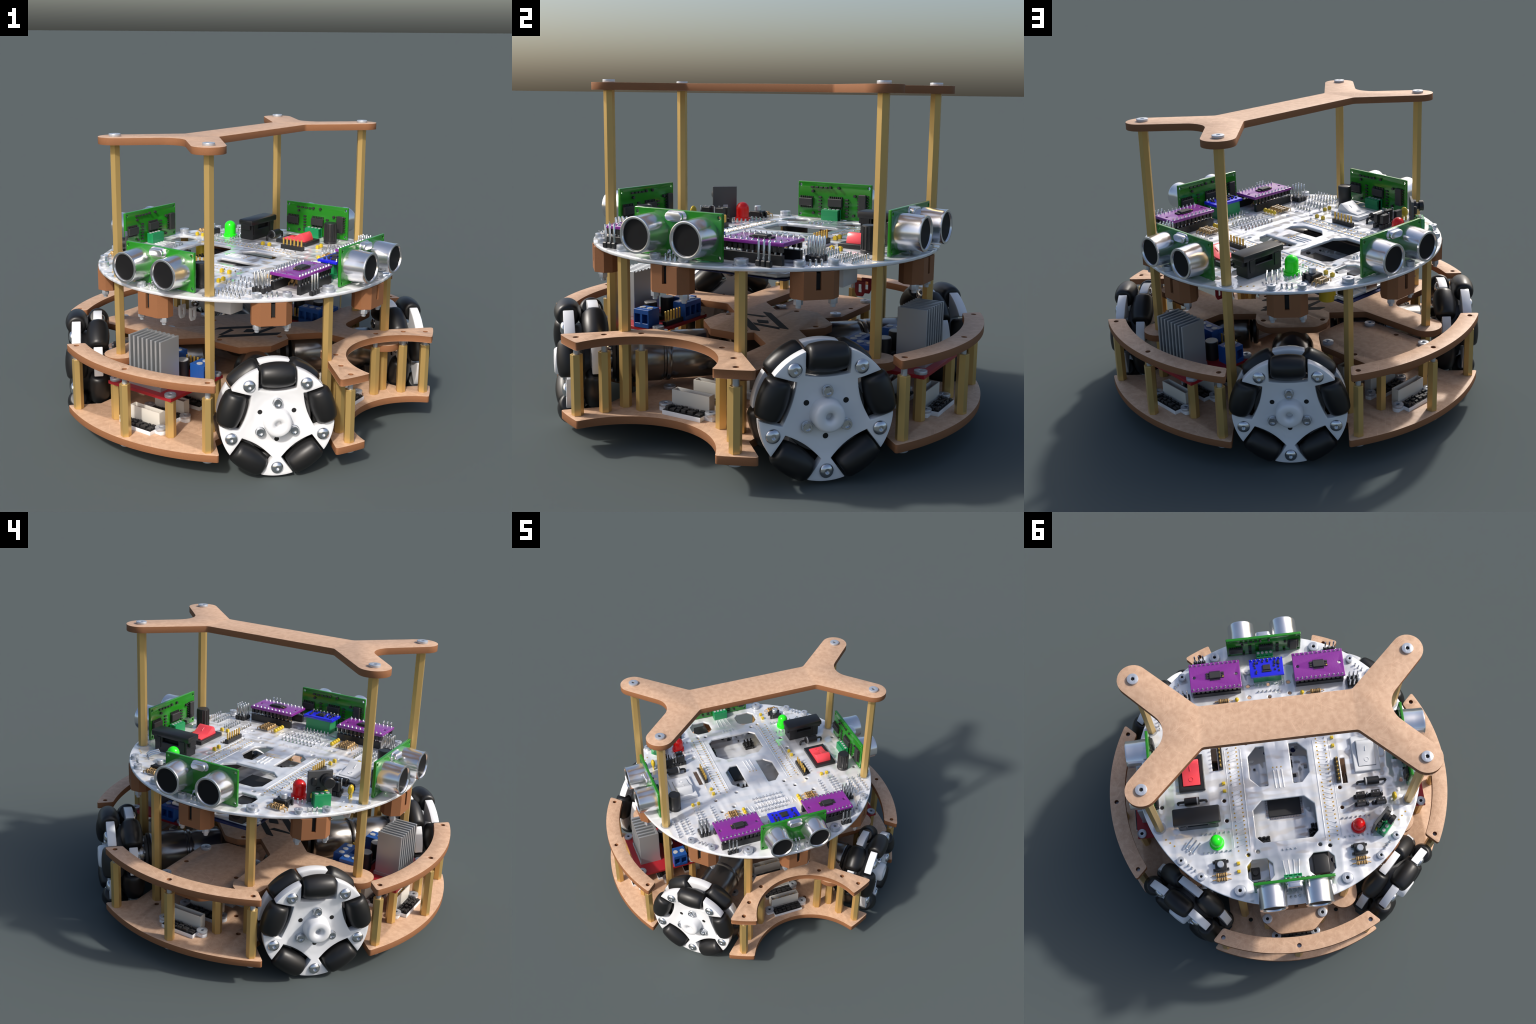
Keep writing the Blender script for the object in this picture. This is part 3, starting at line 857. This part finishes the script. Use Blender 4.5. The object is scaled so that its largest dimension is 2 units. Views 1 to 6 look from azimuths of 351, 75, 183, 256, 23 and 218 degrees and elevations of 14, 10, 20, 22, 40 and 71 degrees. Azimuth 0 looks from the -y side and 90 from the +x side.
# rocker switches
def rocker(frame, cap):
    b = B().plate(fillet(rect(-.107, .107, -.074, .074), .003, 2), 0, .022, frame, holes=[rect(-.079, .079, -.05, .05)], bevel=.004, bres=2)
    b.box(-.085, .085, -.056, .056, -.08, .002, frame, .002)
    fr = b.mesh("rocker_switch")
    # cap: wedge that stands high at the back end and dips in the middle
    prof = [(-.077, .012), (-.077, .03)]+[(-.077+.154*k/12, .03+.012*math.sin(k/12*2.2)+.046*max(0, (k/12-.38))**1.4/.62**1.4) for k in range(1, 11)]+[(.062, .07), (.077, .04), (.077, .012)]
    prof = [(-.077, .004), (-.077, .026), (-.06, .029), (-.03, .031), (-.005, .037), (.02, .05), (.037, .061), (.047, .066), (.055, .066), (.066, .055), (.077, .026), (.077, .004)]
    W = Matrix(((1, 0, 0, 0), (0, 0, 1, 0), (0, 1, 0, 0), (0, 0, 0, 1)))
    c = B().plate(prof, -.0485, .0485, cap, bevel=.002, M=W)
    c.lathe([(.011, -.001), (.013, -.001), (.013, .0022), (.011, .0022)], cap, Matrix.Translation((-.043, 0, .0305)) @ Matrix.Rotation(-.05, 4, 'Y'), 20, closed=True)
    c.box(.0, .028, -.002, .002, -.001, .003, cap, .0005, M=Matrix.Translation((.005, .002, .043)) @ Matrix.Rotation(-.45, 4, 'Y'))
    cp = c.mesh("rocker_cap", 25)
    return fr, cp
def tabs(mat):
    b = B()
    W = Matrix(((0, 0, 1, 0), (1, 0, 0, 0), (0, 1, 0, 0), (0, 0, 0, 1)))
    o = [(-.024, -.075), (-.024, -.125), (-.014, -.145), (.014, -.145), (.024, -.125), (.024, -.075)]
    for f in (-.05, .02):
        b.plate(o, f-.006, f+.006, mat, holes=[rect(-.009, .009, -.128, -.09)], bevel=.0015, M=W)
    return b.mesh("terminal_tab")
for s, fm, cm, tm in ((1, M_BLACK, M_REDSW, M_REDTAB), (-1, M_WHITEP, M_WHITEP, M_WHITEP)):
    f, c = rocker(fm, cm)
    o = obj("rocker_switch", f, pcb, (.002, s*.5, TOP)); obj("rocker_cap", c, o)
    obj("terminal_tab", tabs(tm), o, (0, 0, -.08))
    # white plug housings hanging below the board
    b = B().box(.165, .305, s*.5-.052, s*.5+.052, .705, .82, M_WHITEP, .006, seg=2).box(.19, .28, s*.40-.03, s*.40+.03, .73, .82, M_WHITEP, .006, seg=2)
    obj("plug_housing", b.mesh("plug_housing"), pcb)

# fuse holder: a slotted body under an overhanging lid
b = B()
b.box(-.326, -.238, .373, .593, .002, .062, M_BLACK, .003)
for l0, l1 in ((.373, .43), (.54, .593)): b.box(-.326, -.238, l0, l1, .055, .095, M_BLACK, .002)
b.box(-.30, -.262, .42, .55, .055, .095, M_HOLE)
b.box(-.329, -.230, .356, .617, .088, .1235, M_BLACK, .009, seg=2)
for l0, l1 in ((.358, .374), (.592, .614)): b.box(-.31, -.25, l0, l1, .062, .10, M_BLACK, .003)
for f in (-.3275, -.2365):
    for l0, l1 in ((.385, .42), (.55, .58)): b.box(f-.003, f+.003, l0, l1, .03, .092, M_BLACK, .001)
obj("fuse_holder", b.mesh("fuse_holder"), pcb, (0, 0, TOP))
# black cylinders beside the side sensors
b = B().lathe([(0, 0), (.036, 0), (.039, .004), (.0385, .012), (.037, .016), (.037, .02), (.0385, .024), (.0385, .118), (.036, .123), (.033, .1245), (.031, .122), (0, .122)], M_BLACK, seg=32)
obj("capacitor", b.mesh("capacitor", 30), pcb, (.165, -.602, TOP))
b = B().lathe([(0, 0), (.037, 0), (.039, .004), (.039, .014), (.035, .018), (.035, .116), (.033, .122), (0, .123)], M_BLACK, seg=32)
for k in range(14):
    t = 2*math.pi*k/14; b.rod((.035*math.cos(t), .035*math.sin(t), .02), (.034*math.cos(t), .034*math.sin(t), .117), .0042, M_BLACK, 8)
obj("knurled_knob", b.mesh("knurled_knob", 30), pcb, (.163, .602, TOP))
# indicator lamps
def lamp(mat):
    return B().lathe([(0, 0), (.041, 0), (.041, .014), (.034, .016), (.034, .062)]+[(.034*math.cos(t), .062+.034*math.sin(t)) for t in [math.radians(a) for a in (15, 30, 45, 60, 75)]]+[(0, .096)], mat, seg=28).mesh("indicator_lamp", 40)
obj("indicator_lamp", lamp(M_LEDG), pcb, (-.42, .393, TOP)); obj("indicator_lamp", lamp(M_LEDR), pcb, (-.42, -.399, TOP))
# diodes
def diode():
    b = B().lathe([(0, -.042), (.02, -.042), (.023, -.039), (.023, .039), (.02, .042), (0, .042)], M_BLACK, AX, 24)
    b.lathe([(.0233, -.036), (.0233, -.028)], M_CAN, AX, 24)
    for s in (1, -1): b.tube([(s*.04, 0, 0), (s*.066, 0, 0), (s*.076, 0, -.004), (s*.08, 0, -.014), (s*.08, 0, -.032)], .0075, M_BLACK, 10)
    return b.mesh("diode", 40)
md = diode()
for s in (1, -1): obj("diode", md, pcb, M=Matrix.Translation((-.170, s*.508, TOP+.03)) @ RZ(90*s))
# resistors
def resistor():
    b = B().lathe([(0, -.031), (.007, -.031), (.0115, -.027), (.0118, -.018), (.0098, -.013), (.0098, .013), (.0118, .018), (.0115, .027), (.007, .031), (0, .031)], M_TAN, AX, 16)
    for x in (-.022, -.008, .002, .01, .022):
        r = .0121 if abs(x) > .015 else .0102
        b.lathe([(0, x-.0022), (r, x-.0022), (r, x+.0022), (0, x+.0022)], M_BAND, AX, 16)
    for s in (1, -1): b.tube([(s*.029, 0, 0), (s*.042, 0, 0), (s*.049, 0, -.003), (s*.0515, 0, -.018)], .0027, M_TAN, 6)
    return b.mesh("resistor", 40)
mr = resistor()
for s in (1, -1):
    for f in (-.602, -.628): obj("resistor", mr, pcb, M=Matrix.Translation((f, s*.386, TOP+.016)) @ RZ(90))
    for k in range(4): obj("resistor", mr, pcb, M=Matrix.Translation((.342+.0265*k, s*.27, TOP+.016)) @ RZ(90))
    for k in range(4): obj("resistor", mr, pcb, M=Matrix.Translation((.49+.03*k, s*.27, TOP+.016)) @ RZ(90))
# small yellow parts
m_ybox = B().box(-.0085, .0085, -.0095, .0095, 0, .018, M_YELLOW, .0015).lathe([(.005, .017), (.007, .019), (.005, .021), (0, .019)], M_YELLOW, seg=12).mesh("yellow_capacitor")
m_ydot = B().lathe([(0, .004), (.008, .006), (.0125, .014), (.011, .022), (.005, .028), (0, .029)], M_YELLOW, seg=14).mesh("bead_capacitor", 60)
for s in (1, -1):
    pts = [(-.548, .288), (-.594, .290)] if s == 1 else []
    pts += [(-.079, .322), (-.125, .321)] if s == 1 else [(.122, .323), (.073, .322)]
    pts += [(.182, .434), (.181, .473)] if s == 1 else [(.181, .486), (.179, .446)]
    for f, l in pts: obj("yellow_capacitor", m_ybox, pcb, (f, s*l, TOP))
    for k in range(4): obj("bead_capacitor", m_ydot, pcb, (.341+.0265*k, s*.192, TOP))
b = B().lathe([(0, -.03)]+[(.0165*math.sin(math.radians(a)), -.03*math.cos(math.radians(a))) for a in range(20, 161, 20)]+[(0, .03)], M_YELLOW, Matrix.Translation((0, 0, .046)) @ Matrix.Scale(.95, 4), 18)
for s in (1, -1): b.tube([(s*.008, 0, .022), (s*.008, 0, 0)], .0045, M_YELLOW, 8)
obj("disc_capacitor", b.mesh("disc_capacitor", 60), pcb, M=Matrix.Translation((-.279, -.62, TOP)) @ RZ(0) @ Matrix.Diagonal((1.5, .9, 1, 1)))
# push buttons
b = B().box(-.032, .032, -.032, .032, .004, .036, M_BLACK, .003)
for x in (-.022, .022):
    for s in (1, -1): b.box(x-.006, x+.006, s*.038-.006, s*.038+.006, 0, .03, M_BLACK, .002)
b.cyl(0, 0, .035, .064, .0185, M_ZINC, 24, .003)
mb = b.mesh("push_button")
for s in (1, -1): obj("push_button", mb, pcb, (-.552, s*.384, TOP))
# jumper blocks
b = B()
for i, (f, l) in enumerate(((-.252, -.43), (-.297, -.43), (-.25, -.515), (-.297, -.54))):
    b.box(f-.012, f+.012, l-.024, l+.024, .028, .078, M_BLACK, .002)
    for k in (-1, 0, 1): b.box(f-.012, f+.012, l+k*.024-.0115-(.024 if i != 3 else -.024)*0, l+k*.024+.0115, 0, .026, M_BLACK, .004)
    for k in (-.5, .5): b.cyl(f, l+k*.024, .077, .0795, .004, M_STEEL, 8)
    e = l-.036 if i != 3 else l+.036
    b.box(f-.011, f+.011, e-.0115, e+.0115, 0, .026, M_BLACK, .004)
    b.cyl(f, e, .02, .082, .0048, M_STEEL, 8, .001)
obj("jumper_block", b.mesh("jumper_block"), pcb, (0, 0, TOP))
# infrared receiver board standing by the right-hand rim
u = Vector((-.086, .088, 0)).normalized(); nrm = Vector((-.7, -.714, 0))
Mi = Matrix.Translation((-.418, -.512, TOP)) @ Matrix(((u.x, nrm.x, 0, 0), (u.y, nrm.y, 0, 0), (0, 0, 1, 0), (0, 0, 0, 1)))
b = B().box(-.065, .065, -.007, .007, .004, .172, M_GREYP, .002)
ir = obj("infrared_board", b.mesh("infrared_board"), pcb, M=Mi)
W = Matrix(((1, 0, 0, 0), (0, 0, 1, 0), (0, 1, 0, 0), (0, 0, 0, 1)))
b = B().lathe([(0, 0), (.034, 0), (.034, .02), (.02, .024), (.02, .034), (.03, .038), (.03, .058), (.026, .062), (0, .062)], M_BLACK, Matrix.Translation((-.03, .006, .125)) @ W, 24)
b.box(.022, .046, .006, .026, .098, .14, M_BLACK, .004).box(.0, .02, .006, .02, .075, .086, M_BLACK, .002).box(-.05, -.03, .006, .02, .078, .088, M_BLACK, .002)
obj("receiver_lens", b.mesh("receiver_lens", 40), ir)
b = B().box(-.04, -.02, .007, .02, .045, .07, M_YELLOW, .003).box(.03, .048, .007, .018, .03, .055, M_YELLOW, .003).box(-.01, .016, -.013, -.006, .055, .075, M_CAN, .002)
obj("yellow_capacitor", b.mesh("yellow_capacitor"), ir)
obj("terminal_block", m_g3, pcb, M=Matrix.Translation((-.455, -.548, TOP)) @ RZ(226) @ Matrix.Scale(1.18, 4))
# three bare leads lying toward the rim
b = B()
for k in range(3):
    f, l = -.428-.0165*k, .569-.019*k
    b.tube([(f, l, TOP), (f, l, TOP+.018), (f+.01, l-.012, TOP+.03), (f+.046, l-.048, TOP+.04)], .0045, M_STEEL, 8)
obj("bare_lead", b.mesh("bare_lead"), pcb, kind="stuff")

# ------------------------------------------------------------------ controller board under the round board
b = B().plate(fillet([(-.635, -.246), (-.635, .246), (.23, .246), (.272, .21), (.272, -.21), (.23, -.246)], .008, 3), .702, .718, M_PCBW, bevel=.005, bres=2,
              holes=[circle(-.56, s*.245, .015, 14) for s in (1, -1)]+[circle(.12, .06, .015, 14), circle(.12, -.1, .015, 14)])
ctl = obj("controller_board", b.mesh("controller_board"), root)
CZ = Matrix.Translation((0, 0, -.02))
b = B()
b.box(-.275, -.085, -.10, .087, .737, .7535, M_BLACKG, .002)
obj("processor_chip", b.mesh("processor_chip"), ctl, (0, 0, -.02))
b = B()
for k in range(24):
    y = -.09+.0072*k
    for xx in (-.2825, -.0775): b.box(xx-.0065, xx+.0065, y-.002, y+.002, .738, .745, M_STEEL)
    if k < 24:
        x = -.267+.0074*k
        for yy in (-.107, .094): b.box(x-.002, x+.002, yy-.007, yy+.007, .738, .745, M_STEEL)
obj("chip_leg", b.mesh("chip_leg"), ctl, (0, 0, -.02), kind="stuff")
b = B(); rnd = random.Random(9)
for k in range(46):
    x, y = rnd.uniform(-.61, .25), rnd.uniform(-.2, .2)
    if -.31 < x < -.05 and -.13 < y < .12: continue
    w, l = rnd.choice(((.008, .012), (.012, .008), (.012, .026), (.018, .018)))
    b.box(x-w/2, x+w/2, y-l/2, y+l/2, .7375, .738+rnd.uniform(.006, .016), rnd.choice((M_BLACKG, M_WHITEP, M_WHITEP, M_CAN)), .001)
obj("surface_parts", b.mesh("surface_parts"), ctl, (0, 0, -.02), kind="stuff")
b = B()
for s in (1, -1):
    for l in (.231, .262): b.box(-.48, .13, s*l-.011, s*l+.011, .7375, .80, M_BLACK, .001)
obj("header_socket", b.mesh("header_socket"), ctl, (0, 0, -.02))
b = B()
for x0, y0, nx, ny in ((-.445, .13, 3, 3), (-.43, -.14, 3, 2), (-.40, -.155, 3, 2), (.02, -.05, 2, 3)):
    for i in range(nx):
        for j in range(ny):
            x, y = x0+i*.024, y0+j*.024-.024
            b.box(x-.011, x+.011, y-.011, y+.011, .7375, .758, M_BLACK, .002); b.box(x-.004, x+.004, y-.004, y+.004, .757, .79, M_BLACK)
obj("pin_header", b.mesh("pin_header"), ctl, (0, 0, -.02))
obj("power_jack", B().box(-.652, -.52, -.212, -.125, .7375, .835, M_BLACK, .006, seg=2).cyl(0, 0, -.655, -.651, .03, M_HOLE, 20, M=Matrix.Translation((0, -.168, .786)) @ Matrix.Rotation(math.radians(90), 4, 'Y')).mesh("power_jack"), ctl, (0, 0, -.02))
obj("usb_socket", B().box(-.66, -.53, .04, .125, .7375, .815, M_SHINE, .003).mesh("usb_socket"), ctl, (0, 0, -.02))
obj("reset_button", B().box(-.625, -.56, .175, .225, .7375, .765, M_BLACK, .003).cyl(-.592, .2, .764, .78, .017, M_BLACK, 18, .002).mesh("reset_button"), ctl, (0, 0, -.02))
b = B().cyl(-.53, .262, .690, .82, .042, M_YELLOW, 32, .003)
obj("yellow_can", b.mesh("yellow_can"), pcb)
b = B().box(-.66, .28, -.26, .26, .695, .7, simple("dark_blue_backing", (.008, .02, .12), .4), .002)
obj("backing_sheet", b.mesh("backing_sheet"), ctl)
for x, y in ((-.56, .2), (-.56, -.2), (.12, .2), (.12, -.2)):
    obj("controller_standoff", B().plate(ngon(0, 0, .024, 6), .424 if abs(x) < .2 else .56, .722, M_BRASS, bevel=.001).mesh("controller_standoff", 20), ctl, (x, y, 0)) if False else None
for o in bpy.data.objects:
    if o.type == 'MESH': o.data.validate()
